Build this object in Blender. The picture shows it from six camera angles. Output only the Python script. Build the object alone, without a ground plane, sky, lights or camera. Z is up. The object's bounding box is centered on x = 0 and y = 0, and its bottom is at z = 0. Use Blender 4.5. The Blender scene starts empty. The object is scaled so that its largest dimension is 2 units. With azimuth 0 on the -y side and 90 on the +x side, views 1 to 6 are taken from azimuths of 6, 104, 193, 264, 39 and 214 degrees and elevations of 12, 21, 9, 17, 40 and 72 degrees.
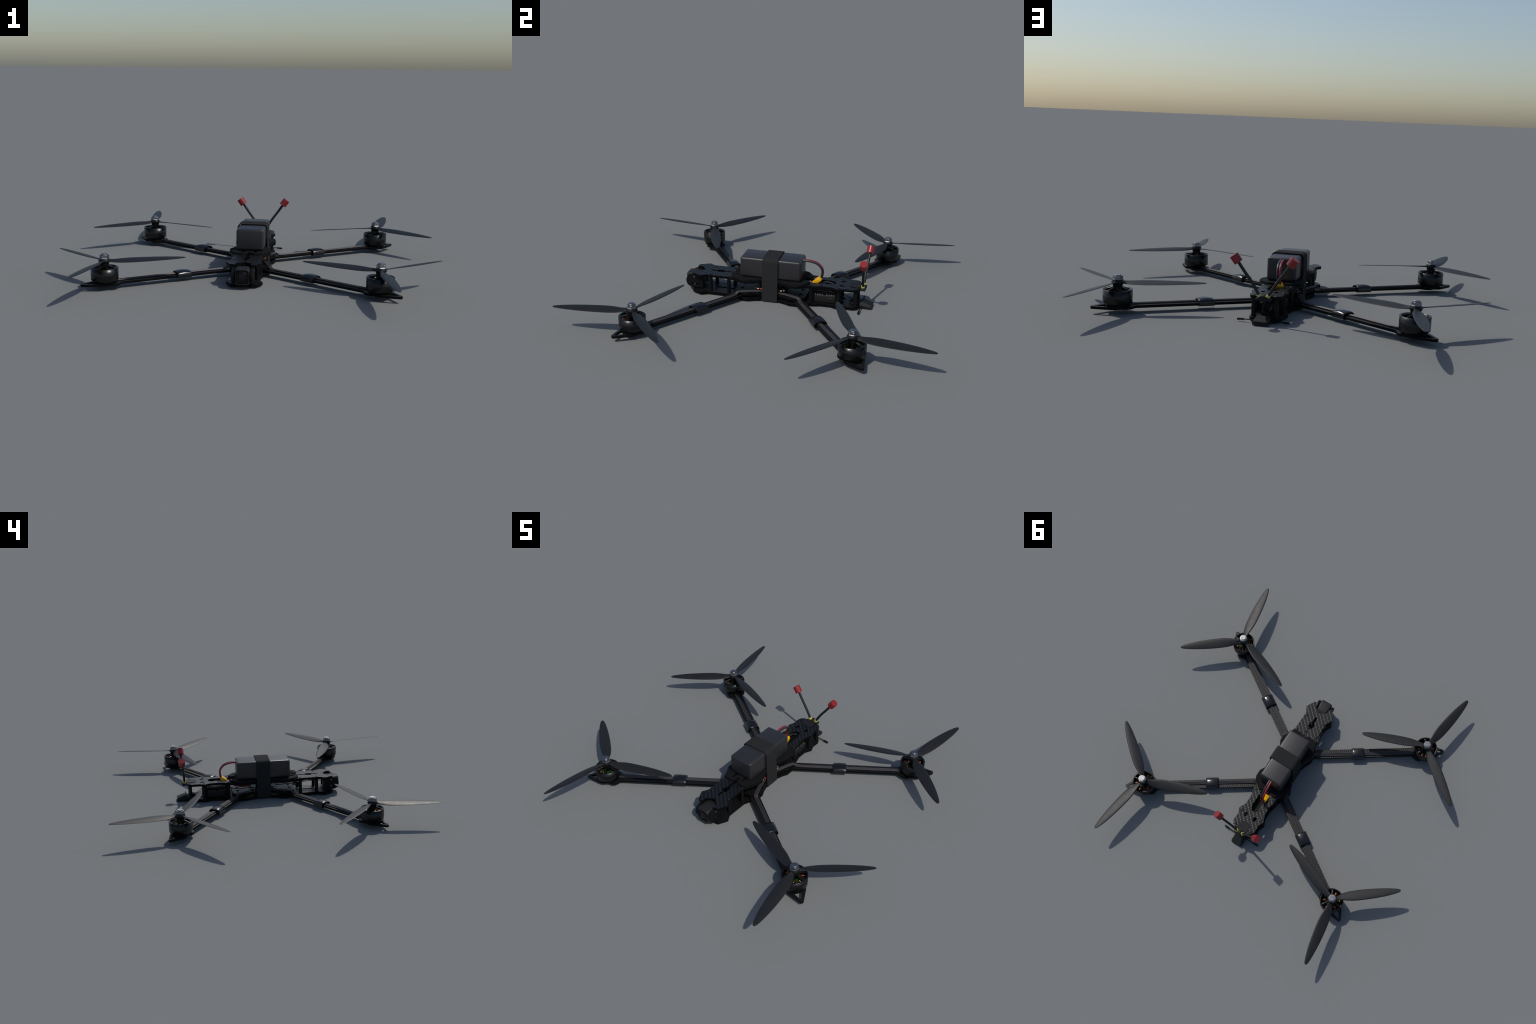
import bpy, bmesh, math, random
from mathutils import Vector, Matrix

random.seed(7)
PI = math.pi

# ------------------------------------------------------------------ materials
def new_mat(name):
    m = bpy.data.materials.new(name)
    m.use_nodes = True
    nt = m.node_tree
    b = nt.nodes["Principled BSDF"]
    return m, nt, b

def mth(nt, op, a, b=None, clamp=False):
    n = nt.nodes.new("ShaderNodeMath")
    n.operation = op
    n.use_clamp = clamp
    for i, v in enumerate((a, b)):
        if v is None:
            continue
        if isinstance(v, (int, float)):
            n.inputs[i].default_value = v
        else:
            nt.links.new(v, n.inputs[i])
    return n.outputs[0]

def plain(name, col, rough=0.5, metal=0.0, noise=0.0, nscale=60, bump=0.0, bscale=300,
          spec=0.5, coat=0.0, rvar=0.0):
    m, nt, b = new_mat(name)
    b.inputs["Base Color"].default_value = (*col, 1)
    b.inputs["Roughness"].default_value = rough
    b.inputs["Metallic"].default_value = metal
    b.inputs["Specular IOR Level"].default_value = spec
    b.inputs["Coat Weight"].default_value = coat
    tc = nt.nodes.new("ShaderNodeTexCoord")
    if noise or rvar:
        n = nt.nodes.new("ShaderNodeTexNoise")
        n.inputs["Scale"].default_value = nscale
        n.inputs["Detail"].default_value = 4
        nt.links.new(tc.outputs["Object"], n.inputs["Vector"])
        if noise:
            r = nt.nodes.new("ShaderNodeValToRGB")
            r.color_ramp.elements[0].position = 0.3
            r.color_ramp.elements[1].position = 0.7
            r.color_ramp.elements[0].color = (*[c * (1 - noise) for c in col], 1)
            r.color_ramp.elements[1].color = (*[c * (1 + noise) for c in col], 1)
            nt.links.new(n.outputs["Fac"], r.inputs["Fac"])
            nt.links.new(r.outputs["Color"], b.inputs["Base Color"])
        if rvar:
            v = mth(nt, "ADD", mth(nt, "MULTIPLY", n.outputs["Fac"], 2 * rvar), rough - rvar)
            nt.links.new(v, b.inputs["Roughness"])
    if bump:
        n2 = nt.nodes.new("ShaderNodeTexNoise")
        n2.inputs["Scale"].default_value = bscale
        n2.inputs["Detail"].default_value = 3
        nt.links.new(tc.outputs["Object"], n2.inputs["Vector"])
        bp = nt.nodes.new("ShaderNodeBump")
        bp.inputs["Strength"].default_value = bump
        bp.inputs["Distance"].default_value = 0.002
        nt.links.new(n2.outputs["Fac"], bp.inputs["Height"])
        nt.links.new(bp.outputs["Normal"], b.inputs["Normal"])
    return m

def carbon(name, p, lo, hi, rough, ang=0.0, bump=0.35, rough_hi=None, spec=0.5):
    """2/2 twill weave of square tow cells of size p on faces that look up or down."""
    m, nt, b = new_mat(name)
    tc = nt.nodes.new("ShaderNodeTexCoord")
    mp = nt.nodes.new("ShaderNodeMapping")
    mp.inputs["Rotation"].default_value = (0, 0, ang)
    mp.inputs["Scale"].default_value = (1 / p, 1 / p, 1 / p)
    nt.links.new(tc.outputs["Object"], mp.inputs["Vector"])
    sep = nt.nodes.new("ShaderNodeSeparateXYZ")
    nt.links.new(mp.outputs["Vector"], sep.inputs["Vector"])
    x = mth(nt, "ADD", sep.outputs["X"], 4000.0)
    y = mth(nt, "ADD", sep.outputs["Y"], 4000.0)
    fx, fy = mth(nt, "FRACT", x), mth(nt, "FRACT", y)
    ix, iy = mth(nt, "FLOOR", x), mth(nt, "FLOOR", y)
    u = mth(nt, "MODULO", mth(nt, "ADD", x, iy), 4.0)      # position inside weft repeat
    w = mth(nt, "MODULO", mth(nt, "ADD", y, ix), 4.0)      # position inside warp repeat
    weft = mth(nt, "LESS_THAN", u, 2.0)

    def hump(v, width):                                     # parabola 0..1..0
        t = mth(nt, "SUBTRACT", mth(nt, "MULTIPLY", v, 2.0 / width), 1.0)
        return mth(nt, "SUBTRACT", 1.0, mth(nt, "MULTIPLY", t, t), clamp=True)
    weft_h = mth(nt, "MULTIPLY", mth(nt, "MULTIPLY", hump(u, 2.0), hump(fy, 1.0)), weft)
    inv = mth(nt, "SUBTRACT", 1.0, weft)
    warp_h = mth(nt, "MULTIPLY", hump(fx, 1.0), inv)
    geo = nt.nodes.new("ShaderNodeNewGeometry")
    sn = nt.nodes.new("ShaderNodeSeparateXYZ")
    nt.links.new(geo.outputs["True Normal"], sn.inputs["Vector"])
    top = mth(nt, "GREATER_THAN", mth(nt, "ABSOLUTE", sn.outputs["Z"]), 0.9)
    height = mth(nt, "MULTIPLY", mth(nt, "ADD", weft_h, mth(nt, "MULTIPLY", warp_h, 0.15)), top)
    fac = mth(nt, "MULTIPLY", mth(nt, "POWER", weft_h, 1.3), top)
    nz = nt.nodes.new("ShaderNodeTexNoise")
    nz.inputs["Scale"].default_value = 90
    nt.links.new(tc.outputs["Object"], nz.inputs["Vector"])
    fac = mth(nt, "MULTIPLY", fac, mth(nt, "ADD", nz.outputs["Fac"], 0.5), clamp=True)
    mix = nt.nodes.new("ShaderNodeMix")
    mix.data_type = "RGBA"
    mix.inputs["A"].default_value = (*lo, 1)
    mix.inputs["B"].default_value = (*hi, 1)
    nt.links.new(fac, mix.inputs["Factor"])
    nt.links.new(mix.outputs["Result"], b.inputs["Base Color"])
    rr = mth(nt, "SUBTRACT", rough, mth(nt, "MULTIPLY", fac, rough - (rough_hi or rough)))
    nt.links.new(rr, b.inputs["Roughness"])
    sp = mth(nt, "ADD", mth(nt, "MULTIPLY", mth(nt, "ADD", mth(nt, "MULTIPLY", fac, spec), 0.20), top), 0.07)
    nt.links.new(sp, b.inputs["Specular IOR Level"])
    bp = nt.nodes.new("ShaderNodeBump")
    bp.inputs["Strength"].default_value = bump
    bp.inputs["Distance"].default_value = 0.0015
    nt.links.new(height, bp.inputs["Height"])
    nt.links.new(bp.outputs["Normal"], b.inputs["Normal"])
    return m

M_PLATE = carbon("carbon_twill_plate", 0.0074, (0.0040, 0.0040, 0.0045), (0.0075, 0.0070, 0.0062), 0.46, 0.0, 0.45, 0.30, 0.80)
M_ARM = carbon("carbon_twill_arm", 0.0041, (0.0050, 0.0050, 0.0055), (0.014, 0.013, 0.012), 0.46, 0.5, 0.5, 0.36, 0.45)
M_FOAM = plain("foam_pad", (0.0075, 0.0075, 0.0085), 0.8, noise=0.12, nscale=120, bump=0.2, bscale=700, spec=0.12)
M_BATT = plain("battery_wrap", (0.023, 0.0222, 0.0255), 0.40, noise=0.05, nscale=12, rvar=0.04, spec=0.45)
M_STRAP = plain("strap_webbing", (0.0225, 0.023, 0.0232), 0.9, noise=0.06, nscale=200, bump=0.1, bscale=900, spec=0.1)
M_PROP = plain("propeller_plastic", (0.0135, 0.0138, 0.0148), 0.47, noise=0.12, nscale=22, rvar=0.07, spec=0.30)
M_HUB = plain("propeller_hub_plastic", (0.008, 0.0082, 0.009), 0.42, noise=0.08, nscale=30, spec=0.22)
M_BELL = plain("motor_bell_anodised", (0.0015, 0.0016, 0.0018), 0.32, noise=0.1, nscale=40, rvar=0.03, spec=0.44)
M_DARK = plain("dark_metal", (0.004, 0.004, 0.0045), 0.5, spec=0.1)
M_STEEL = plain("nut_steel", (0.25, 0.255, 0.27), 0.42, 1.0, noise=0.15, nscale=90, rvar=0.04)
M_COPPER = plain("copper_winding", (0.42, 0.165, 0.09), 0.28, 1.0, noise=0.25, nscale=300)
M_GREEN = plain("stator_insulation", (0.007, 0.040, 0.007), 0.65, spec=0.2)
M_SLEEVE = plain("heat_shrink", (0.008, 0.008, 0.010), 0.20, noise=0.1, nscale=30, bump=0.1, bscale=60, rvar=0.03, spec=0.5)
M_WIRE = plain("motor_wire_silicone", (0.045, 0.041, 0.045), 0.42, noise=0.05, spec=0.35)
M_RED_WIRE = plain("red_wire_silicone", (0.24, 0.012, 0.016), 0.35)
M_BLACK_WIRE = plain("black_wire_silicone", (0.024, 0.024, 0.026), 0.35)
M_THIN = plain("thin_wire", (0.014, 0.014, 0.015), 0.45)
M_YELLOW = plain("yellow_connector", (0.80, 0.42, 0.006), 0.42)
M_COLLAR = plain("yellow_collar", (0.55, 0.50, 0.10), 0.45)
M_CAP = plain("red_cap_plastic", (0.24, 0.013, 0.016), 0.36)
M_STALK = plain("antenna_stalk", (0.014, 0.014, 0.015), 0.4, spec=0.35)
M_TPU = plain("printed_mount", (0.013, 0.013, 0.013), 0.6, noise=0.08, nscale=80, spec=0.2)
M_BLACK = plain("black_plastic", (0.0055, 0.0055, 0.0058), 0.5, noise=0.05, spec=0.13)
M_POST = plain("standoff_anodised", (0.0065, 0.0065, 0.0065), 0.4, spec=0.15)
M_CAM = plain("camera_shell", (0.016, 0.016, 0.0165), 0.5, noise=0.06, nscale=60, spec=0.25)
M_CAMDARK = plain("camera_face", (0.005, 0.005, 0.0055), 0.45, spec=0.2)
M_PCB = plain("circuit_board", (0.010, 0.012, 0.012), 0.45)
M_GOLD = plain("gold_pad", (0.75, 0.62, 0.32), 0.35, 0.6)
M_LEDRED = plain("red_component", (0.62, 0.03, 0.03), 0.4)
M_WHITE = plain("white_connector", (0.30, 0.33, 0.37), 0.5)
M_SILVER = plain("silver_part", (0.16, 0.16, 0.165), 0.42, 0.7)
M_VTX = plain("transmitter_case", (0.014, 0.014, 0.014), 0.5, spec=0.2)
M_SCREW = plain("screw_black_steel", (0.022, 0.022, 0.022), 0.32, 0.6)
M_SCREWS = plain("screw_steel", (0.16, 0.16, 0.16), 0.35, 0.9)
M_BROWN = plain("amber_line", (0.05, 0.02, 0.004), 0.5)

def lens_mat():
    m, nt, b = new_mat("lens_glass")
    tc = nt.nodes.new("ShaderNodeTexCoord")
    mp = nt.nodes.new("ShaderNodeMapping")
    mp.inputs["Location"].default_value = (0, 0, 0)
    mp.inputs["Scale"].default_value = (55, 0, 55)
    nt.links.new(tc.outputs["Object"], mp.inputs["Vector"])
    g = nt.nodes.new("ShaderNodeTexGradient")
    g.gradient_type = "SPHERICAL"
    nt.links.new(mp.outputs["Vector"], g.inputs["Vector"])
    r = nt.nodes.new("ShaderNodeValToRGB")
    e = r.color_ramp.elements
    e[0].position, e[0].color = 0.0, (0.006, 0.006, 0.007, 1)
    e[1].position, e[1].color = 0.55, (0.015, 0.0065, 0.019, 1)  # purple reflection on the glass, painted into the base colour
    x = e.new(0.95)
    x.color = (0.016, 0.013, 0.016, 1)
    nt.links.new(g.outputs["Fac"], r.inputs["Fac"])
    nt.links.new(r.outputs["Color"], b.inputs["Base Color"])
    b.inputs["Roughness"].default_value = 0.34
    b.inputs["Specular IOR Level"].default_value = 0.22
    return m
M_LENS = lens_mat()

# ------------------------------------------------------------------ mesh helpers
def finish(bm, name, mat, smooth=35):
    bmesh.ops.remove_doubles(bm, verts=bm.verts, dist=1e-6)
    bmesh.ops.recalc_face_normals(bm, faces=bm.faces)
    me = bpy.data.meshes.new(name)
    bm.to_mesh(me)
    bm.free()
    me.materials.append(mat)
    shade(me, smooth)
    return me

def shade(me, smooth=35):
    for p in me.polygons:
        p.use_smooth = True
    me.set_sharp_from_angle(angle=math.radians(smooth))

def obj(name, me, parent=None, loc=(0, 0, 0), rot=(0, 0, 0)):
    o = bpy.data.objects.new(name, me)
    bpy.context.scene.collection.objects.link(o)
    o.location = loc
    o.rotation_euler = rot
    if parent is not None:
        o.parent = parent
    return o

def fillet(pts, r=0.003, seg=4, radii=None):
    """round the corners of a closed 2D polygon"""
    out = []
    n = len(pts)
    for i in range(n):
        p0, p1, p2 = (Vector(pts[(i + k - 1) % n]) for k in range(3))
        rr = radii.get(i, r) if radii else r
        d0, d1 = p0 - p1, p2 - p1
        l = min(d0.length, d1.length)
        if rr <= 0 or l < 1e-6:
            out.append(tuple(p1))
            continue
        a = d0.angle(d1)
        t = min(rr / max(math.tan(a / 2), 0.05), l * 0.45)
        s, e = p1 + d0.normalized() * t, p1 + d1.normalized() * t
        for k in range(seg + 1):
            q = k / seg
            out.append(tuple((1 - q) ** 2 * s + 2 * q * (1 - q) * p1 + q * q * e))
    return out

def mirror_outline(half):
    """half outline with x>0 listed front to back -> closed polygon"""
    return list(half) + [(-x, y) for x, y in reversed(half)]

def prism(outline, z0, z1, mat, name, holes=(), bevel=0.0008, axes="xyz", smooth=30):
    cu = bpy.data.curves.new("tmp", "CURVE")
    cu.dimensions = "2D"
    cu.fill_mode = "BOTH"
    cu.extrude = (z1 - z0) / 2 - bevel
    cu.bevel_depth = bevel
    cu.bevel_resolution = 0
    cu.offset = -bevel
    for poly in [outline, *holes]:
        sp = cu.splines.new("POLY")
        sp.points.add(len(poly) - 1)
        for pt, (x, y) in zip(sp.points, poly):
            pt.co = (x, y, 0, 1)
        sp.use_cyclic_u = True
    o = bpy.data.objects.new("tmp", cu)
    bpy.context.scene.collection.objects.link(o)
    dg = bpy.context.evaluated_depsgraph_get()
    me0 = bpy.data.meshes.new_from_object(o.evaluated_get(dg))
    bpy.data.objects.remove(o)
    bpy.data.curves.remove(cu)
    bm = bmesh.new()
    bm.from_mesh(me0)
    bpy.data.meshes.remove(me0)
    zc = (z0 + z1) / 2
    for v in bm.verts:
        a, b_, c = v.co.x, v.co.y, v.co.z + zc
        if axes == "xyz":
            v.co = (a, b_, c)
        elif axes == "yzx":                 # drawn in (y,z), pushed along x
            v.co = (c, a, b_)
        elif axes == "xzy":                 # drawn in (x,z), pushed along y
            v.co = (a, c, b_)
    return finish(bm, name, mat, smooth)

def lathe(profile, name, mat, seg=48, smooth=35, hexa=None, cap=True):
    bm = bmesh.new()
    rings = []
    for r, z in profile:
        if r < 1e-6:
            rings.append([bm.verts.new((0, 0, z))])
        else:
            rings.append([bm.verts.new((r * math.cos(2 * PI * k / seg), r * math.sin(2 * PI * k / seg), z))
                          for k in range(seg)])
    for a, b_ in zip(rings, rings[1:]):
        for k in range(seg):
            k2 = (k + 1) % seg
            if len(a) == 1 and len(b_) == 1:
                continue
            if len(a) == 1:
                bm.faces.new((a[0], b_[k], b_[k2]))
            elif len(b_) == 1:
                bm.faces.new((a[k], a[k2], b_[0]))
            else:
                bm.faces.new((a[k], a[k2], b_[k2], b_[k]))
    return finish(bm, name, mat, smooth)

def bevel_box(bm, c, s, bev=0.002, seg=2, rot=None):
    r = bmesh.ops.create_cube(bm, size=1.0)
    vs = r["verts"]
    for v in vs:
        v.co = Vector((v.co.x * s[0], v.co.y * s[1], v.co.z * s[2]))
    es = list({e for v in vs for e in v.link_edges})
    if bev > 0:
        rb = bmesh.ops.bevel(bm, geom=es, offset=bev, segments=seg, profile=0.5, affect="EDGES")
        vs = list({v for f in rb["faces"] for v in f.verts} | {v for v in vs if v.is_valid})
    if rot is not None:
        bmesh.ops.rotate(bm, verts=vs, cent=(0, 0, 0), matrix=rot)
    bmesh.ops.translate(bm, verts=vs, vec=c)

def box(c, s, name, mat, bev=0.002, seg=2, rot=None, smooth=40):
    bm = bmesh.new()
    bevel_box(bm, c, s, bev, seg, rot)
    return finish(bm, name, mat, smooth)

def boxes(lst, name, mat, bev=0.0008):
    bm = bmesh.new()
    for c, s in lst:
        bevel_box(bm, c, s, bev, 1)
    return finish(bm, name, mat)

def spline(pts, n=8):
    P = [Vector(p) for p in pts]
    P = [P[0] * 2 - P[1]] + P + [P[-1] * 2 - P[-2]]
    out = []
    for i in range(1, len(P) - 2):
        for k in range(n):
            t = k / n
            a, b_, c, d = P[i - 1], P[i], P[i + 1], P[i + 2]
            out.append(0.5 * ((2 * b_) + (c - a) * t + (2 * a - 5 * b_ + 4 * c - d) * t * t
                              + (3 * b_ - a - 3 * c + d) * t ** 3))
    out.append(P[-2])
    return out

def add_tube(bm, path, r, seg=12):
    path = [Vector(p) for p in path]
    rings = []
    ref = Vector((0, 0, 1))
    for i, p in enumerate(path):
        t = (path[min(i + 1, len(path) - 1)] - path[max(i - 1, 0)]).normalized()
        if i == 0:
            if abs(t.dot(ref)) > 0.9:
                ref = Vector((0, 1, 0))
        u = (ref - t * ref.dot(t)).normalized()
        ref = u
        v = t.cross(u)
        rr = r[i] if isinstance(r, (list, tuple)) else r
        rings.append([bm.verts.new(p + u * rr * math.cos(2 * PI * k / seg) + v * rr * math.sin(2 * PI * k / seg))
                      for k in range(seg)])
    for a, b_ in zip(rings, rings[1:]):
        for k in range(seg):
            k2 = (k + 1) % seg
            bm.faces.new((a[k], a[k2], b_[k2], b_[k]))
    bm.faces.new(rings[0][::-1])
    bm.faces.new(rings[-1])

def tube(path, r, name, mat, seg=12, smooth=45):
    bm = bmesh.new()
    add_tube(bm, path, r, seg)
    return finish(bm, name, mat, smooth)

def flipped(me):
    """copy of a mesh mirrored in its own y"""
    bm = bmesh.new()
    bm.from_mesh(me)
    for v in bm.verts:
        v.co.y = -v.co.y
    bmesh.ops.reverse_faces(bm, faces=bm.faces)
    m2 = bpy.data.meshes.new(me.name + "_mirrored")
    bm.to_mesh(m2)
    bm.free()
    for m in me.materials:
        m2.materials.append(m)
    shade(m2)
    return m2

# ------------------------------------------------------------------ root
root = bpy.data.objects.new("quadcopter_drone", None)
bpy.context.scene.collection.objects.link(root)
root["label"] = "black carbon-fibre racing quadcopter with three-blade propellers"
root["category"] = "quadcopter drone"

Z_BOT0, Z_BOT1 = 0.0035, 0.0195
Z_ARM0, Z_ARM1 = 0.0200, 0.0330
Z_MID0, Z_MID1 = 0.0335, 0.0490
Z_TOP0, Z_TOP1 = 0.1060, 0.1210

# ------------------------------------------------------------------ frame plates
FRONT = [(0.0, -0.398), (0.039, -0.425), (0.041, -0.4575), (0.068, -0.4525), (0.0955, -0.399), (0.0745, -0.3615),
         (0.0765, -0.235)]
WAIST = [(0.112, -0.150), (0.112, -0.116), (0.096, -0.084), (0.088, -0.055), (0.081, -0.046), (0.081, 0.050),
         (0.088, 0.060), (0.096, 0.088), (0.112, 0.118), (0.112, 0.162), (0.098, 0.190)]
REAR = [(0.0815, 0.215), (0.0795, 0.250), (0.0685, 0.285), (0.0685, 0.345), (0.0885, 0.386), (0.0745, 0.420),
        (0.0755, 0.468), (0.0660, 0.489), (0.0460, 0.4995), (0.0, 0.4995)]
half = FRONT + WAIST + REAR
pl = [p for p in half] + [(-x, y) for x, y in reversed(half) if x > 0]
radii = {0: 0.004}
PLATE = fillet(pl, 0.0035, 3)

def rect(x0, x1, y0, y1, r=0.004):
    return fillet([(x0, y0), (x1, y0), (x1, y1), (x0, y1)], r, 4)

FSLOT = fillet([(0.0065, -0.365), (0.0065, -0.325), (0.016, -0.318), (0.016, -0.288), (0.0065, -0.281), (0.0065, -0.195),
                (-0.0065, -0.195), (-0.0065, -0.281), (-0.016, -0.288), (-0.016, -0.318), (-0.0065, -0.325),
                (-0.0065, -0.365)], 0.004, 3)
RSLOT = fillet([(0.029, 0.165), (0.029, 0.338), (0.012, 0.362), (-0.012, 0.362), (-0.029, 0.338), (-0.029, 0.165)], 0.005, 4)
SMALL = [rect(s * 0.0315 - 0.0085, s * 0.0315 + 0.0085, 0.388, 0.413, 0.002) for s in (1, -1)]
BSLOT = fillet([(0.0065, -0.335), (0.0065, -0.225), (-0.0065, -0.225), (-0.0065, -0.335)], 0.004, 3)

obj("bottom_plate", prism(PLATE, Z_BOT0, Z_BOT1, M_PLATE, "bottom_plate", [BSLOT] + SMALL), root)
top_plate = obj("top_plate", prism(PLATE, Z_TOP0, Z_TOP1, M_PLATE, "top_plate", [FSLOT, RSLOT] + SMALL), root)
mid = fillet([(0.058, -0.200), (0.094, -0.192)] + WAIST[:-1] + [(0.098, 0.196), (0.070, 0.207), (-0.070, 0.207),
             (-0.098, 0.196)] + [(-x, y) for x, y in reversed(WAIST[:-1])] + [(-0.094, -0.192), (-0.058, -0.200)],
             0.003, 3)
obj("middle_plate", prism(mid, Z_MID0, Z_MID1, M_PLATE, "middle_plate"), root)

# foam pad under the battery
pad = [(0.071, -0.224), (0.083, -0.203)] + [(x - 0.0015, y) for x, y in WAIST[:-1]] + [(0.098, 0.190), (0.052, 0.226),
       (0.024, 0.214), (0.024, 0.186)]
pad = pad + [(-x, y) for x, y in reversed(pad)] + [(-0.030, -0.227), (-0.009, -0.212), (-0.009, -0.190), (0.009, -0.190),
                                                  (0.009, -0.212), (0.030, -0.227)]
def vslot(s):
    return fillet([(s * 0.020, -0.165), (s * 0.026, -0.205), (s * 0.038, -0.205), (s * 0.044, -0.165)], 0.004, 3)
obj("battery_pad", prism(fillet(pad, 0.0018, 2), Z_TOP1 + 0.0004, 0.1308, M_FOAM, "battery_pad",
                         [vslot(1), vslot(-1)], bevel=0.001), root)

# standoffs and their screws
POSTS = [(0.0605, -0.348), (0.0645, -0.2395), (0.067, 0.2325), (0.067, 0.3885), (0.0535, 0.4795)]
post_me = lathe([(0, 0.0197), (0.0108, 0.0197), (0.0108, 0.1058), (0, 0.1058)], "standoff", M_POST, 24)
screw_me = lathe([(0.0098, 0.0), (0.0098, 0.0004), (0.0088, 0.0014), (0.0066, 0.0018), (0.0052, 0.0018), (0.0050, 0.0004),
                  (0, 0.0004)], "screw", M_SCREW, 24)
for x, y in POSTS:
    for s in (1, -1):
        obj("standoff", post_me, root, (s * x, y, 0))
        obj("screw", screw_me, root, (s * x, y, Z_TOP1 + 0.0002))
bolt_me = lathe([(0.0, 0.0), (0.0085, 0.0), (0.0085, 0.002), (0.006, 0.0034), (0, 0.0034)], "plate_bolt", M_SCREW, 20)
for x, y in [(0.085, -0.155), (0.085, 0.155), (0.03, -0.17), (0.03, 0.17)]:
    for s in (1, -1):
        obj("plate_bolt", bolt_me, root, (s * x, y, Z_MID1 + 0.0002))

# ------------------------------------------------------------------ arms (local frame: motor at origin, +x outward)
MX, MY = 0.683, 0.5645
ARM_ANG = math.radians(-34.0)
C_IN = -0.0022
arm_half_up = [(-0.770, 0.0253), (-0.085, 0.0253), (-0.072, 0.034), (-0.060, 0.049), (-0.046, 0.0575), (-0.030, 0.0585),
               (-0.014, 0.051), (-0.002, 0.0475), (0.010, 0.0505), (0.022, 0.0540), (0.036, 0.0520), (0.046, 0.0475),
               (0.118, 0.0105), (0.124, 0.0065)]
arm_half_dn = [(a, -(h if i > 1 else 0.0297)) for i, (a, h) in enumerate(arm_half_up)]
arm_out = fillet(arm_half_up + arm_half_dn[::-1], 0.005, 4)
foot_hole = fillet([(0.054, 0.0240), (0.104, 0.0022), (0.104, -0.0022), (0.054, -0.0240)], 0.004, 4)
arm_me = prism(arm_out, Z_ARM0, Z_ARM1, M_ARM, "arm", [foot_hole])

# heat-shrink sleeve around arm and wires
def sleeve_mesh():
    bm = bmesh.new()
    # closed cross-section in (p, z), shell with thickness
    def ring(a, t, bulge):
        pts = []
        n = 40
        for k in range(n):
            th = 2 * PI * k / n
            c, s = math.cos(th), math.sin(th)
            # superellipse: squarish below, arched above
            e = 0.62 if s < 0 else 0.80
            pp = math.copysign(abs(c) ** 0.42, c) * (0.0368 - t) if s < 0 else math.copysign(abs(c) ** 0.75, c) * (0.0368 - t)
            zz = 0.030 + (math.copysign(abs(s) ** 0.45, s) * (0.0155 - t) if s < 0 else abs(s) ** 0.85 * (0.0195 + bulge - t))
            pts.append(bm.verts.new((a, pp + 0.001, zz)))
        return pts
    A = [-0.459, -0.4575, -0.448, -0.433, -0.420, -0.407, -0.392, -0.3835, -0.382]
    B = [-0.0015, 0, 0.0020, 0.0038, 0.0045, 0.0038, 0.0020, 0, -0.0015]
    rings = [ring(a, 0, b_) for a, b_ in zip(A, B)] + [ring(a, 0.0022, b_) for a, b_ in list(zip(A, B))[::-1]]
    rings.append(rings[0])
    for r0, r1 in zip(rings, rings[1:]):
        for k in range(40):
            bm.faces.new((r0[k], r0[(k + 1) % 40], r1[(k + 1) % 40], r1[k]))
    return finish(bm, "sleeve", M_SLEEVE, 50)
sleeve_me = sleeve_mesh()

def to_local(x, y):
    d = Vector((x - MX, y + MY))
    c, s = math.cos(-ARM_ANG), math.sin(-ARM_ANG)
    return (d.x * c - d.y * s, d.x * s + d.y * c)

def wires_mesh():
    """three silicone phase wires laid side by side: motor, arm, kink up over the middle plate, speed controller"""
    center = [(-0.045, 0.001, 0.0375), (-0.10, 0.003, 0.0372), (-0.25, 0.0035, 0.0370), (-0.42, 0.0045, 0.0372),
              (-0.55, 0.004, 0.0370), (-0.640, 0.003, 0.0370)]
    for wx, wy, wz in [(0.122, -0.184, 0.0400), (0.111, -0.173, 0.0510), (0.100, -0.148, 0.0530), (0.084, -0.105, 0.0535),
                       (0.074, -0.074, 0.0535), (0.066, -0.045, 0.0550)]:
        a, p = to_local(wx, wy)
        center.append((a, p, wz))
    path = spline(center, 8)
    bm = bmesh.new()
    for k in (-1, 0, 1):
        pts = []
        for i, p in enumerate(path):
            t = path[min(i + 1, len(path) - 1)] - path[max(i - 1, 0)]
            side = Vector((-t.y, t.x, 0)).normalized()
            pts.append(p + side * k * 0.0076)
        add_tube(bm, pts, 0.0031, 10)
    return finish(bm, "phase_wires", M_WIRE, 60)
wires_me = wires_mesh()

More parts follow.
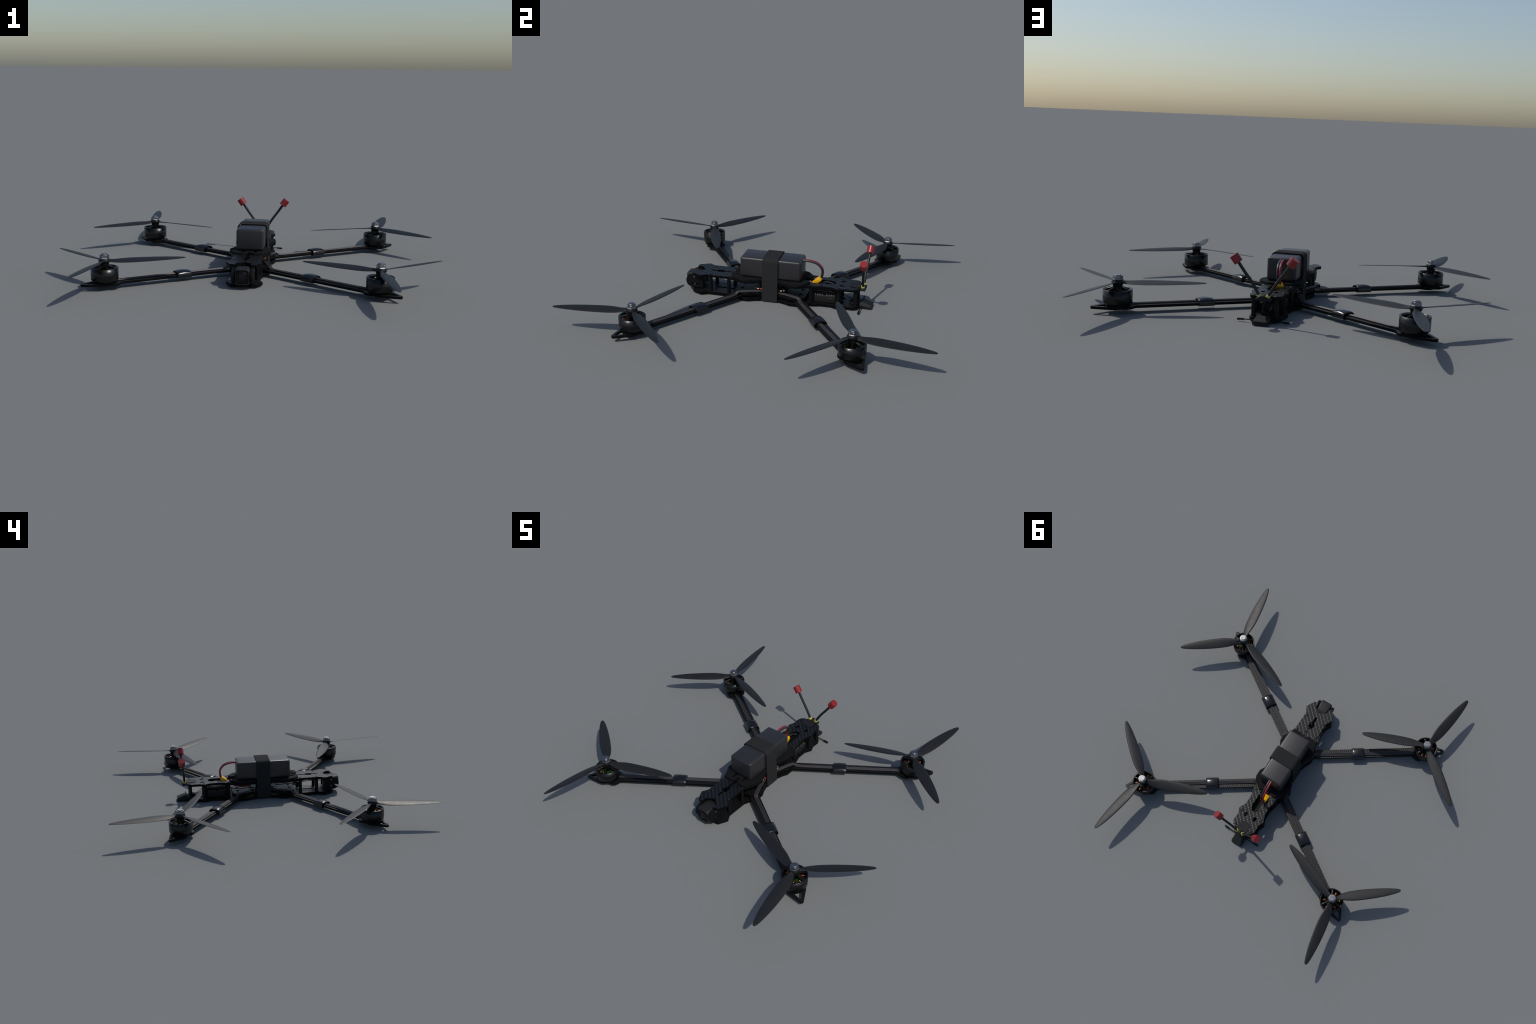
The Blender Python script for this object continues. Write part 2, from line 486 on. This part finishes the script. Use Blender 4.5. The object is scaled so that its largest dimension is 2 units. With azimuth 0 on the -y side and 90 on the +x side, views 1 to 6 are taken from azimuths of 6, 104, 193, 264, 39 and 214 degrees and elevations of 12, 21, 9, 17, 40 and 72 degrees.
# ------------------------------------------------------------------ motor (local frame, z in world heights)
def bell_mesh():
    bm = bmesh.new()
    seg = 64
    prof = [(0.054, 0.0395), (0.0560, 0.0385), (0.0686, 0.0470), (0.0692, 0.1082),
            (0.0610, 0.1088), (0.0605, 0.0600),
            (0.054, 0.0395)]
    rings = [[bm.verts.new((r * math.cos(2 * PI * k / seg), r * math.sin(2 * PI * k / seg), z)) for k in range(seg)]
             for r, z in prof]
    for a, b_ in zip(rings, rings[1:]):
        for k in range(seg):
            bm.faces.new((a[k], a[(k + 1) % seg], b_[(k + 1) % seg], b_[k]))
    # spokes rising to the hub
    for k in range(6):
        th = PI / 3 * k + PI / 6
        c, s = math.cos(th), math.sin(th)
        secs = []
        for r, zt, w, h in [(0.012, 0.1190, 0.0070, 0.010), (0.026, 0.1175, 0.0052, 0.009), (0.045, 0.1120, 0.0044, 0.008),
                            (0.057, 0.1082, 0.0060, 0.008), (0.064, 0.1072, 0.0100, 0.008)]:
            q = []
            for dx, dz in [(-w, -0.002), (-w * 0.7, 0), (w * 0.7, 0), (w, -0.002), (w, -h), (-w, -h)]:
                q.append(bm.verts.new((r * c - dx * s, r * s + dx * c, zt + dz)))
            secs.append(q)
        for a, b_ in zip(secs, secs[1:]):
            for j in range(6):
                bm.faces.new((a[j], a[(j + 1) % 6], b_[(j + 1) % 6], b_[j]))
        bm.faces.new(secs[0])
        bm.faces.new(secs[-1])
    # centre boss
    prof = [(0.0, 0.090), (0.0190, 0.090), (0.0195, 0.1180), (0.0180, 0.1200), (0.0, 0.1200)]
    rings = [[bm.verts.new((max(r, 1e-4) * math.cos(2 * PI * k / 32), max(r, 1e-4) * math.sin(2 * PI * k / 32), z))
              for k in range(32)] for r, z in prof]
    for a, b_ in zip(rings, rings[1:]):
        for k in range(32):
            bm.faces.new((a[k], a[(k + 1) % 32], b_[(k + 1) % 32], b_[k]))
    return finish(bm, "motor", M_BELL, 120)
bell_me = bell_mesh()
base_me = lathe([(0, 0.0332), (0.0545, 0.0332), (0.0545, 0.0378), (0.048, 0.0440), (0.046, 0.055), (0, 0.055)], "motor_base", M_DARK, 48)
stator_me = lathe([(0.010, 0.056), (0.034, 0.056), (0.034, 0.0840), (0.0325, 0.0855), (0.010, 0.0855)], "stator", M_GREEN, 36)

def coil_mesh():
    bm = bmesh.new()
    for k in range(12):
        th = 2 * PI * k / 12
        R = Matrix.Rotation(th, 3, "Z")
        for j in range(3):
            rr = 0.037 + j * 0.0066
            path = []
            w, h = 0.0062 + j * 0.0012, 0.0135
            for i in range(17):
                t = 2 * PI * i / 16
                cx, sz = math.cos(t), math.sin(t)
                path.append(R @ Vector((rr, math.copysign(abs(cx) ** 0.5, cx) * w,
                                        0.0745 + math.copysign(abs(sz) ** 0.5, sz) * h)))
            add_tube(bm, path, 0.0032, 6)
    return finish(bm, "winding", M_COPPER, 60)
coil_me = coil_mesh()

# ------------------------------------------------------------------ propeller
R_TIP = 0.4098
def blade_mesh():
    """blade along +x; trailing edge on +y, lower than the leading edge"""
    # r/R, trailing, leading offset, pitch degrees, thickness
    S = [(0.052, 0.0120, 0.0120, 19, 0.0100), (0.075, 0.0142, 0.0112, 18, 0.0080), (0.10, 0.0178, 0.0124, 16.5, 0.0062), (0.15, 0.0250, 0.0155, 14.5, 0.0052),
         (0.20, 0.0296, 0.0206, 13, 0.0048), (0.27, 0.0332, 0.0258, 11.6, 0.0046), (0.35, 0.0344, 0.0287, 10.6, 0.0044),
         (0.45, 0.0342, 0.0293, 9.8, 0.0042), (0.55, 0.0326, 0.0288, 9.2, 0.0040), (0.65, 0.0300, 0.0275, 8.6, 0.0038),
         (0.75, 0.0260, 0.0248, 8.1, 0.0035), (0.84, 0.0214, 0.0206, 7.6, 0.0032), (0.91, 0.0165, 0.0162, 7.2, 0.0029),
         (0.955, 0.0124, 0.0124, 7.2, 0.0026), (0.980, 0.0092, 0.0092, 7.2, 0.0023), (0.993, 0.0060, 0.0060, 7.2, 0.0019),
         (1.0, 0.0022, 0.0022, 7.2, 0.0012)]
    bm = bmesh.new()
    n = 12
    rings = []
    for f, te, le, pitch, th in S:
        x = f * R_TIP
        k = math.tan(math.radians(pitch))
        up, dn = [], []
        # flat plate section: bevelled leading edge, thin rounded trailing edge, slight camber
        for tt, hu, hd in [(0.0, 0.05, 0.0), (0.015, 0.32, 0.18), (0.10, 0.86, 0.42), (0.13, 0.93, 0.46), (0.25, 1.0, 0.5), (0.45, 0.97, 0.5),
                           (0.65, 0.86, 0.48), (0.82, 0.70, 0.42), (0.94, 0.52, 0.34), (0.985, 0.30, 0.22), (1.0, 0.08, 0.05)]:
            y = -le + (le + te) * tt
            z0 = 0.1405 - y * k + 0.0016 * math.sin(PI * tt) * min(1, (te + le) / 0.05)
            up.append((x, y, z0 + th * 0.55 * hu))
            dn.append((x, y, z0 - th * 0.55 * hd))
        ring = [bm.verts.new(p) for p in up] + [bm.verts.new(p) for p in dn[::-1]]
        rings.append(ring)
    m = len(rings[0])
    for a, b_ in zip(rings, rings[1:]):
        for j in range(m):
            bm.faces.new((a[j], a[(j + 1) % m], b_[(j + 1) % m], b_[j]))
    bm.faces.new(rings[0])
    bm.faces.new(rings[-1])
    return finish(bm, "blade", M_PROP, 75)
blade_me = blade_mesh()
hub_me = lathe([(0, 0.1196), (0.0222, 0.1196), (0.0226, 0.1215), (0.0232, 0.1280), (0.0258, 0.1345), (0.0298, 0.1400),
                (0.0300, 0.1420), (0.0275, 0.1470), (0.0245, 0.1530), (0.0238, 0.1538), (0, 0.1538)], "propeller", M_HUB, 48, 50)

def nut_mesh():
    bm = bmesh.new()
    def ring(r, z, n, tw=0.0):
        return [bm.verts.new((r * math.cos(2 * PI * k / n + tw), r * math.sin(2 * PI * k / n + tw), z)) for k in range(n)]
    def skin(rs):
        for a, b_ in zip(rs, rs[1:]):
            n = len(a)
            for k in range(n):
                bm.faces.new((a[k], a[(k + 1) % n], b_[(k + 1) % n], b_[k]))
        bm.faces.new(rs[0][::-1])
        bm.faces.new(rs[-1])
    skin([ring(0.0258, 0.1540, 6), ring(0.0258, 0.1556, 6), ring(0.0240, 0.1580, 6)])      # flange
    # hexagon with rounded chamfer: 36-gon whose radius follows the hexagon
    def hexring(z, rmax):
        out = []
        for k in range(36):
            th = 2 * PI * k / 36
            rh = 0.0205 / math.cos((th % (PI / 3)) - PI / 6)
            r = min(rh, rmax)
            out.append(bm.verts.new((r * math.cos(th), r * math.sin(th), z)))
        return out
    skin([hexring(0.1565, 1), hexring(0.1692, 1), hexring(0.1708, 0.0212), hexring(0.1712, 0.0160)])
    skin([ring(0.0163, 0.1705, 32), ring(0.0163, 0.1758, 32), ring(0.0154, 0.1767, 32)])
    return finish(bm, "nut", M_STEEL, 22)
nut_me = nut_mesh()

FL = {}
for me in (arm_me, sleeve_me, wires_me, blade_me):
    FL[me.name] = flipped(me)

QUADS = [(1, -1, False, ARM_ANG, 0.0), (-1, 1, False, ARM_ANG + PI, PI),
         (-1, -1, True, PI - ARM_ANG, PI), (1, 1, True, -ARM_ANG, 0.0)]
for sx, sy, flip, aang, pang in QUADS:
    g = (lambda me: FL[me.name]) if flip else (lambda me: me)
    loc = (sx * MX, sy * MY, 0)
    a = obj("arm", g(arm_me), root, loc, (0, 0, aang))
    obj("sleeve", g(sleeve_me), a)
    w = obj("phase_wires", g(wires_me), a)
    w["kind"] = "stuff"
    m = obj("motor", bell_me, root, loc, (0, 0, aang))
    obj("motor_base", base_me, m)
    obj("stator", stator_me, m)
    c = obj("winding", coil_me, m)
    c["kind"] = "stuff"
    p = obj("propeller", hub_me, root, loc, (0, 0, pang))
    for k in range(3):
        ang = math.radians(39.6 + 120 * k) * (-1 if flip else 1)
        obj("blade", g(blade_me), p, (0, 0, 0), (0, 0, ang))
    obj("nut", nut_me, p, (0, 0, 0), (0, 0, 0.35))

# ------------------------------------------------------------------ battery, strap, lead
batt = obj("battery", box((0, 0.001, 0.1893), (0.147, 0.346, 0.115), "battery", M_BATT, 0.013, 5, smooth=60), root)

def strap_mesh(xo, z0, z1, thick, y0, y1, r=0.024, rb=0.006):
    def loop(t):
        x, zt, zb = xo - t, z1 - t, z0 + t
        rt, rbb = max(r - t, 0.001), max(rb - t, 0.001)
        pts = []
        for cx, cz, rr, a0 in [(x - rt, zt - rt, rt, 0), (-x + rt, zt - rt, rt, 90), (-x + rbb, zb + rbb, rbb, 180),
                               (x - rbb, zb + rbb, rbb, 270)]:
            for k in range(9):
                th = math.radians(a0 + 90 * k / 8)
                pts.append((cx + rr * math.cos(th), cz + rr * math.sin(th)))
        return pts
    o, i = loop(0), loop(thick)
    bm = bmesh.new()
    rings = []
    for pts, y in [(o, y0 + 0.0006), (o, y1 - 0.0006), (i, y1), (i, y0)]:
        rings.append([bm.verts.new((x * (1 + 0.02 * max(0, (0.12 - z) / 0.12)), y, z)) for x, z in pts])
    rings.append(rings[0])
    n = len(o)
    for a, b_ in zip(rings, rings[1:]):
        for k in range(n):
            bm.faces.new((a[k], a[(k + 1) % n], b_[(k + 1) % n], b_[k]))
    return finish(bm, "battery_strap", M_STRAP, 40)
strap = obj("battery_strap", strap_mesh(0.0838, 0.0, 0.2535, 0.0026, -0.0415, 0.0475), root)
obj("strap_end", box((0.0862, 0.003, 0.0572), (0.0034, 0.0884, 0.111), "strap_end", M_STRAP, 0.0007, 1,
                     Matrix.Rotation(math.radians(0.35), 3, "Y")), strap)

lead_r = spline([(-0.0085, 0.165, 0.2345), (-0.0090, 0.180, 0.2352), (-0.0105, 0.212, 0.2335), (-0.0130, 0.248, 0.2240), (-0.0155, 0.272, 0.2040),
                 (-0.0175, 0.2815, 0.1820), (-0.0185, 0.2810, 0.1600), (-0.0195, 0.2760, 0.1430), (-0.0195, 0.265, 0.1320)], 8)
lead_b = [p + Vector((0.0118, -0.001, 0.0005)) for p in lead_r]
lead = obj("battery_lead", tube(lead_r, 0.0061, "battery_lead", M_RED_WIRE, 14), batt)
obj("battery_lead", tube(lead_b, 0.0061, "battery_lead_black", M_BLACK_WIRE, 14), batt)

# yellow power plug lying in the rear slot
ROTX = Matrix.Rotation(math.radians(37), 3, "X")
bm = bmesh.new()
bevel_box(bm, Vector((-0.012, 0.2575, 0.1245)), (0.038, 0.040, 0.0225), 0.0035, 2, ROTX)
bevel_box(bm, Vector((-0.012, 0.2740, 0.1370)), (0.033, 0.006, 0.017), 0.0025, 2, ROTX)
plug = obj("power_plug", finish(bm, "power_plug", M_YELLOW, 40), root)
obj("plug_socket", box(Vector((-0.012, 0.2365, 0.1085)), (0.032, 0.018, 0.017), "plug_socket", M_YELLOW, 0.002, 2, ROTX), plug)
obj("power_lead", tube(spline([(-0.020, 0.226, 0.106), (-0.026, 0.208, 0.093), (-0.034, 0.170, 0.082), (-0.040, 0.133, 0.078),
                               (-0.042, 0.090, 0.0815), (-0.036, 0.066, 0.082)], 8), 0.0055, "power_lead", M_RED_WIRE, 12), root)
obj("power_lead", tube(spline([(-0.004, 0.226, 0.105), (-0.006, 0.205, 0.092), (-0.012, 0.170, 0.079), (-0.018, 0.133, 0.074),
                               (-0.018, 0.090, 0.078), (-0.012, 0.066, 0.080)], 8), 0.0055, "power_lead_black", M_BLACK_WIRE, 12), root)

# ------------------------------------------------------------------ electronics stack
board = fillet([(0.058, -0.084), (0.077, -0.072), (0.077, 0.074), (0.058, 0.086), (-0.058, 0.086), (-0.077, 0.074), (-0.077, -0.072),
                (-0.058, -0.084)], 0.006, 4)
board2 = fillet([(0.048, -0.066), (0.064, -0.054), (0.064, 0.056), (0.048, 0.068), (-0.048, 0.068), (-0.064, 0.056),
                 (-0.064, -0.054), (-0.048, -0.066)], 0.006, 4)
esc = obj("speed_controller", prism(board, 0.0660, 0.0705, M_PCB, "speed_controller", bevel=0.0004), root)
fc = obj("flight_controller", prism(board2, 0.0880, 0.0920, M_PCB, "flight_controller", bevel=0.0004), root)
peg = lathe([(0, 0.0492), (0.008, 0.0492), (0.008, 0.0655), (0, 0.0655)], "stack_post", M_BLACK, 20)
peg2 = lathe([(0, 0.0708), (0.006, 0.0708), (0.006, 0.0878), (0, 0.0878)], "stack_spacer", M_BLACK, 20)
for sx in (1, -1):
    for sy in (1, -1):
        obj("stack_post", peg, root, (sx * 0.056, 0.001 + sy * 0.066, 0))
        obj("stack_spacer", peg2, root, (sx * 0.050, 0.001 + sy * 0.055, 0))
gold, red, chips = [], [], []
for sx in (1, -1):
    for sy in (1, -1):
        gold.append(((sx * 0.0745, 0.001 + sy * 0.066, 0.0685), (0.0062, 0.008, 0.0056)))
        gold.append(((sx * 0.0665, 0.001 + sy * 0.0800, 0.0685), (0.0070, 0.006, 0.0050)))
        gold.append(((sx * 0.048, sy * 0.070, 0.0712), (0.020, 0.0045, 0.0012)))
        gold.append(((sx * 0.020, sy * 0.074, 0.0712), (0.010, 0.0045, 0.0012)))
    for k in range(5):
        chips.append(((sx * 0.066, -0.032 + k * 0.016, 0.0728), (0.011, 0.010, 0.004)))
for k in range(8):
    chips.append(((-0.035 + k * 0.010, -0.058, 0.0935), (0.006, 0.006, 0.003)))
g = obj("solder_pads", boxes(gold, "solder_pads", M_GOLD), esc)
g["kind"] = "stuff"
c = obj("board_components", boxes(chips, "board_components", M_BLACK), esc)
c["kind"] = "stuff"
obj("red_capacitor", box((0.0745, -0.0475, 0.0700), (0.0065, 0.0100, 0.0062), "red_capacitor", M_LEDRED, 0.0008, 1), esc)
conn = box((0, 0, 0), (0.016, 0.013, 0.017), "socket", M_WHITE, 0.0012, 1)
conn2 = box((0, 0, 0), (0.014, 0.015, 0.020), "socket_tall", M_WHITE, 0.0012, 1)
for x, y, z, me, r in [(-0.060, 0.080, 0.0865, conn, 0.15), (-0.058, 0.062, 0.0835, conn2, -0.2), (-0.060, -0.053, 0.0835, conn2, 0.1),
                       (-0.056, -0.068, 0.0835, conn, 0.3)]:
    obj("socket", me, fc, (x, y, z), (0, 0, r))

thin = []
thin.append([(0.008, -0.405, 0.074), (0.0, -0.36, 0.082), (-0.012, -0.28, 0.081), (-0.03, -0.20, 0.079), (-0.05, -0.12, 0.080), (-0.055, -0.075, 0.083)])
thin.append([(-0.004, -0.405, 0.070), (-0.008, -0.34, 0.079), (-0.02, -0.25, 0.076), (-0.036, -0.17, 0.076), (-0.052, -0.11, 0.078), (-0.057, -0.075, 0.081)])
thin.append([(-0.045, 0.25, 0.078), (-0.048, 0.20, 0.072), (-0.052, 0.15, 0.068), (-0.056, 0.11, 0.072), (-0.060, 0.088, 0.080)])
thin.append([(-0.035, 0.25, 0.075), (-0.04, 0.20, 0.068), (-0.045, 0.14, 0.065), (-0.052, 0.10, 0.070), (-0.058, 0.086, 0.076)])
thin.append([(0.02, 0.372, 0.075), (0.026, 0.40, 0.060), (0.022, 0.43, 0.040), (0.012, 0.455, 0.028)])
thin.append([(-0.012, 0.372, 0.078), (-0.016, 0.40, 0.060), (-0.014, 0.43, 0.045), (-0.006, 0.455, 0.030)])
bm = bmesh.new()
for t in thin:
    add_tube(bm, spline(t, 6), 0.0019, 6)
w = obj("signal_wires", finish(bm, "signal_wires", M_THIN, 60), root)
w["kind"] = "stuff"
bm = bmesh.new()
for dx in (0, 0.006):
    add_tube(bm, spline([(-0.022 - dx, 0.262, 0.108), (-0.022 - dx, 0.300, 0.112), (-0.020 - dx, 0.335, 0.109), (-0.016 - dx, 0.356, 0.098)], 6), 0.0024, 6)
obj("transmitter_lead", finish(bm, "transmitter_lead", M_WIRE, 60), root)

# video transmitter between the rear standoffs
vtx = obj("video_transmitter", box((0, 0.3085, 0.0415), (0.113, 0.122, 0.0420), "video_transmitter", M_VTX, 0.004, 3), root)
fins = []
for k in range(9):
    y = 0.258 + k * 0.0126
    if k in (4,):
        continue
    for sx in (1, -1):
        fins.append(((sx * 0.0515, y, 0.0650), (0.008, 0.0075 if k % 3 else 0.0055, 0.0055)))
obj("heat_fins", boxes(fins, "heat_fins", M_SILVER, 0.0006), vtx)["kind"] = "stuff"
obj("transmitter_board", box((0, 0.3085, 0.0760), (0.098, 0.116, 0.009), "transmitter_board", M_BLACK, 0.002, 2), vtx)
obj("shield_plate", box((0, 0.3085, 0.0862), (0.100, 0.116, 0.0030), "shield_plate", M_BLACK, 0.0006, 1), vtx)
for sx in (1, -1):
    obj("pale_grey_strip", box((sx * 0.0508, 0.3085, 0.0868), (0.0012, 0.112, 0.0016), "pale_grey_strip", M_SILVER, 0), vtx)
comp = []
for k in range(7):
    for sx in (1, -1):
        if (k * 3 + (sx > 0)) % 4:
            comp.append(((sx * (0.040 + 0.004 * (k % 2)), 0.262 + k * 0.0152, 0.0900), (0.010, 0.0082, 0.0045)))
obj("board_parts", boxes(comp, "board_parts", M_BLACK, 0.0006), vtx)["kind"] = "stuff"
obj("status_mark", box((0.0568, 0.339, 0.0490), (0.0008, 0.0220, 0.0020), "status_mark", M_SILVER, 0), vtx)
vr = lathe([(0, 0.020), (0.0045, 0.020), (0.0045, 0.092), (0, 0.092)], "transmitter_post", M_BLACK, 16)
for sx in (1, -1):
    for y in (0.2475, 0.3735):
        obj("transmitter_post", vr, vtx, (sx * 0.0570, y, 0))
ring = lathe([(0.008, 0.0905), (0.012, 0.0905), (0.012, 0.0945), (0.008, 0.0945), (0.008, 0.0905)], "antenna_jack", M_SILVER, 24)
obj("antenna_jack", ring, vtx, (0.036, 0.380, 0))

# ------------------------------------------------------------------ camera
CZ, CS, CH = 0.0640, 0.0785, 0.0860
cam_pts = fillet([(-CS / 2, -CH / 2), (CS / 2, -CH / 2), (CS / 2, CH / 2), (-CS / 2, CH / 2)], 0.015, 6)
def cam_mesh():
    bm = bmesh.new()
    prof = [(-0.402, 0.78), (-0.404, 0.82), (-0.414, 0.87), (-0.424, 0.965), (-0.436, 1.0), (-0.470, 1.0), (-0.483, 0.985), (-0.4920, 0.95), (-0.4975, 0.905), (-0.4998, 0.865),
            (-0.4992, 0.845), (-0.4930, 0.825)]
    rings = []
    for y, s in prof:
        rings.append([bm.verts.new((x * s, y, z * s)) for x, z in cam_pts])
    n = len(cam_pts)
    for a, b_ in zip(rings, rings[1:]):
        for k in range(n):
            bm.faces.new((a[k], a[(k + 1) % n], b_[(k + 1) % n], b_[k]))
    bm.faces.new(rings[0])
    bm.faces.new(rings[-1])
    return finish(bm, "camera", M_CAM, 40)
cam = obj("camera", cam_mesh(), root, (0, 0, CZ))
obj("camera_face", prism([(x * 0.825, z * 0.825) for x, z in cam_pts], -0.4945, -0.4915, M_CAMDARK, "camera_face", axes="xzy"), cam)
ring_me = lathe([(0.0285, 0.0), (0.0285, 0.004), (0.0270, 0.0055), (0.0250, 0.0050), (0.0240, 0.001)], "lens_ring", M_CAMDARK, 40)
obj("lens_ring", ring_me, cam, (0, -0.4938, 0), (PI / 2, 0, 0))
face_me = lathe([(0.0, 0.0042), (0.008, 0.0039), (0.016, 0.0030), (0.0245, 0.0012), (0.0245, 0.0)], "lens", M_LENS, 40, 60)
# lens is turned in its own mesh so that its colour rings follow object x and z
for v in face_me.vertices:
    v.co = (v.co.x, -v.co.z, v.co.y)
obj("lens", face_me, cam, (0, -0.4947, 0))
br = [(-0.398, 0.0265), (-0.398, 0.0930)]
for k in range(25):
    th = math.radians(75 + 210 * k / 24)
    br.append((-0.4565 + 0.0415 * math.cos(th), 0.0655 + 0.0415 * math.sin(th)))
slot1 = fillet([(-0.467, 0.0395), (-0.421, 0.0395), (-0.421, 0.0505), (-0.467, 0.0505)], 0.005, 4)
for s in (1, -1):
    x0, x1 = sorted((s * 0.0412, s * 0.0545))
    b = obj("camera_bracket", prism(fillet(br, 0.004, 3), x0, x1, M_BLACK, "camera_bracket", [slot1], axes="yzx"), root)
    sc = lathe([(0, 0), (0.0060, 0), (0.0060, 0.0025), (0.0045, 0.0035), (0.003, 0.0035), (0.003, 0.002), (0, 0.002)], "bracket_screw", M_SCREWS, 20)
    obj("bracket_screw", sc, b, (s * 0.0546, -0.4485, 0.0900), (0, s * PI / 2, 0))
    obj("bracket_screw", sc, b, (s * 0.0480, -0.4480, 0.0455), (0, s * PI / 2, 0))

# ------------------------------------------------------------------ rear antenna mount and antennas
mount = [(0.012, 0.440), (0.030, 0.452), (0.036, 0.470), (0.034, 0.492), (0.034, 0.5015)]
mo = fillet(mount + [(-x, y) for x, y in reversed(mount)], 0.0015, 2)
mt = obj("antenna_mount", prism(mo, Z_TOP1 + 0.0003, 0.1245, M_TPU, "antenna_mount", bevel=0.001), root)
# roof-shaped rear block, drawn in (x,z) and pushed along y
roof = fillet([(-0.036, 0.1040), (0.036, 0.1040), (0.0375, 0.1120), (0.0, 0.1290), (-0.0375, 0.1120)], 0.002, 3)
obj("mount_block", prism(roof, 0.5005, 0.5300, M_TPU, "mount_block", bevel=0.001, axes="xzy"), mt)
for s in (1, -1):
    base = Vector((s * 0.0185, 0.5150, 0.1195))
    ax = Vector((s * 0.52, 0.02, 1.0)).normalized()
    path = spline([base - ax * 0.004, base + ax * 0.020, Vector((s * 0.0560, 0.5178, 0.1840)), Vector((s * 0.0890, 0.5225, 0.2290)),
                   Vector((s * 0.1240, 0.5270, 0.2790))], 8)
    st = obj("video_antenna", tube(path, 0.0073, "video_antenna", M_STALK, 16), root)
    rm = ax.to_track_quat("Z", "Y").to_euler()
    obj("antenna_collar", lathe([(0.0073, 0.0005), (0.0104, 0.0005), (0.0104, 0.0122), (0.0073, 0.0122)], "antenna_collar", M_COLLAR, 28),
        st, base - ax * 0.001, rm)
    cc = Vector((s * 0.1305, 0.5275, 0.2880))
    cax = Vector((s * 0.60, 0.06, 0.80)).normalized()
    obj("antenna_cap", lathe([(0, -0.0202), (0.0204, -0.0202), (0.0212, -0.0195), (0.0212, 0.0195), (0.0204, 0.0202), (0, 0.0202)], "antenna_cap", M_CAP, 40),
        st, cc, cax.to_track_quat("Z", "Y").to_euler())

# rear lower block with receiver aerials
def wedge():
    bm = bmesh.new()
    prof = [(0.5015, 0.0010, 0.034), (0.5015, 0.0330, 0.024), (0.520, 0.0360, 0.024), (0.566, 0.0190, 0.029), (0.568, 0.0170, 0.034),
            (0.568, 0.0010, 0.036)]
    L = [bm.verts.new((-w, y, z)) for y, z, w in prof]
    Rr = [bm.verts.new((w, y, z)) for y, z, w in prof]
    n = len(prof)
    for k in range(n):
        bm.faces.new((L[k], L[(k + 1) % n], Rr[(k + 1) % n], Rr[k]))
    ml = bm.verts.new((-0.0375, 0.5030, 0.020)), bm.verts.new((-0.0375, 0.5600, 0.0115))
    mr = bm.verts.new((0.0375, 0.5030, 0.020)), bm.verts.new((0.0375, 0.5600, 0.0115))
    for S, m in ((L, ml), (Rr, mr)):
        bm.faces.new((S[1], S[2], S[3], m[1], m[0]))
        bm.faces.new((S[0], S[1], m[0]))
        bm.faces.new((S[3], S[4], m[1]))
        bm.faces.new((S[4], S[5], m[1]))
        bm.faces.new((S[5], S[0], m[0], m[1]))
    return finish(bm, "receiver_mount", M_TPU, 20)
rx = obj("receiver_mount", wedge(), root)
mo2 = [(x, y) for x, y in mo]
obj("receiver_mount_pad", prism(mo2, Z_BOT1 + 0.0003, 0.0260, M_TPU, "receiver_mount_pad", bevel=0.001), rx)
bm = bmesh.new()
bevel_box(bm, Vector((0, 0.4640, 0.0330)), (0.040, 0.026, 0.014), 0.002, 2)
obj("receiver", finish(bm, "receiver", M_BLACK), rx)
for s in (1, -1):
    ae = obj("receiver_aerial", tube([(s * 0.030, 0.511, 0.0100), (s * 0.093, 0.5088, 0.0092)], 0.0026, "receiver_aerial", M_BLACK, 10), rx)
    obj("aerial_tip", tube([(s * 0.0905, 0.5088, 0.0093), (s * 0.1215, 0.5075, 0.0072)], 0.0050, "aerial_tip", M_BLACK, 14), ae)
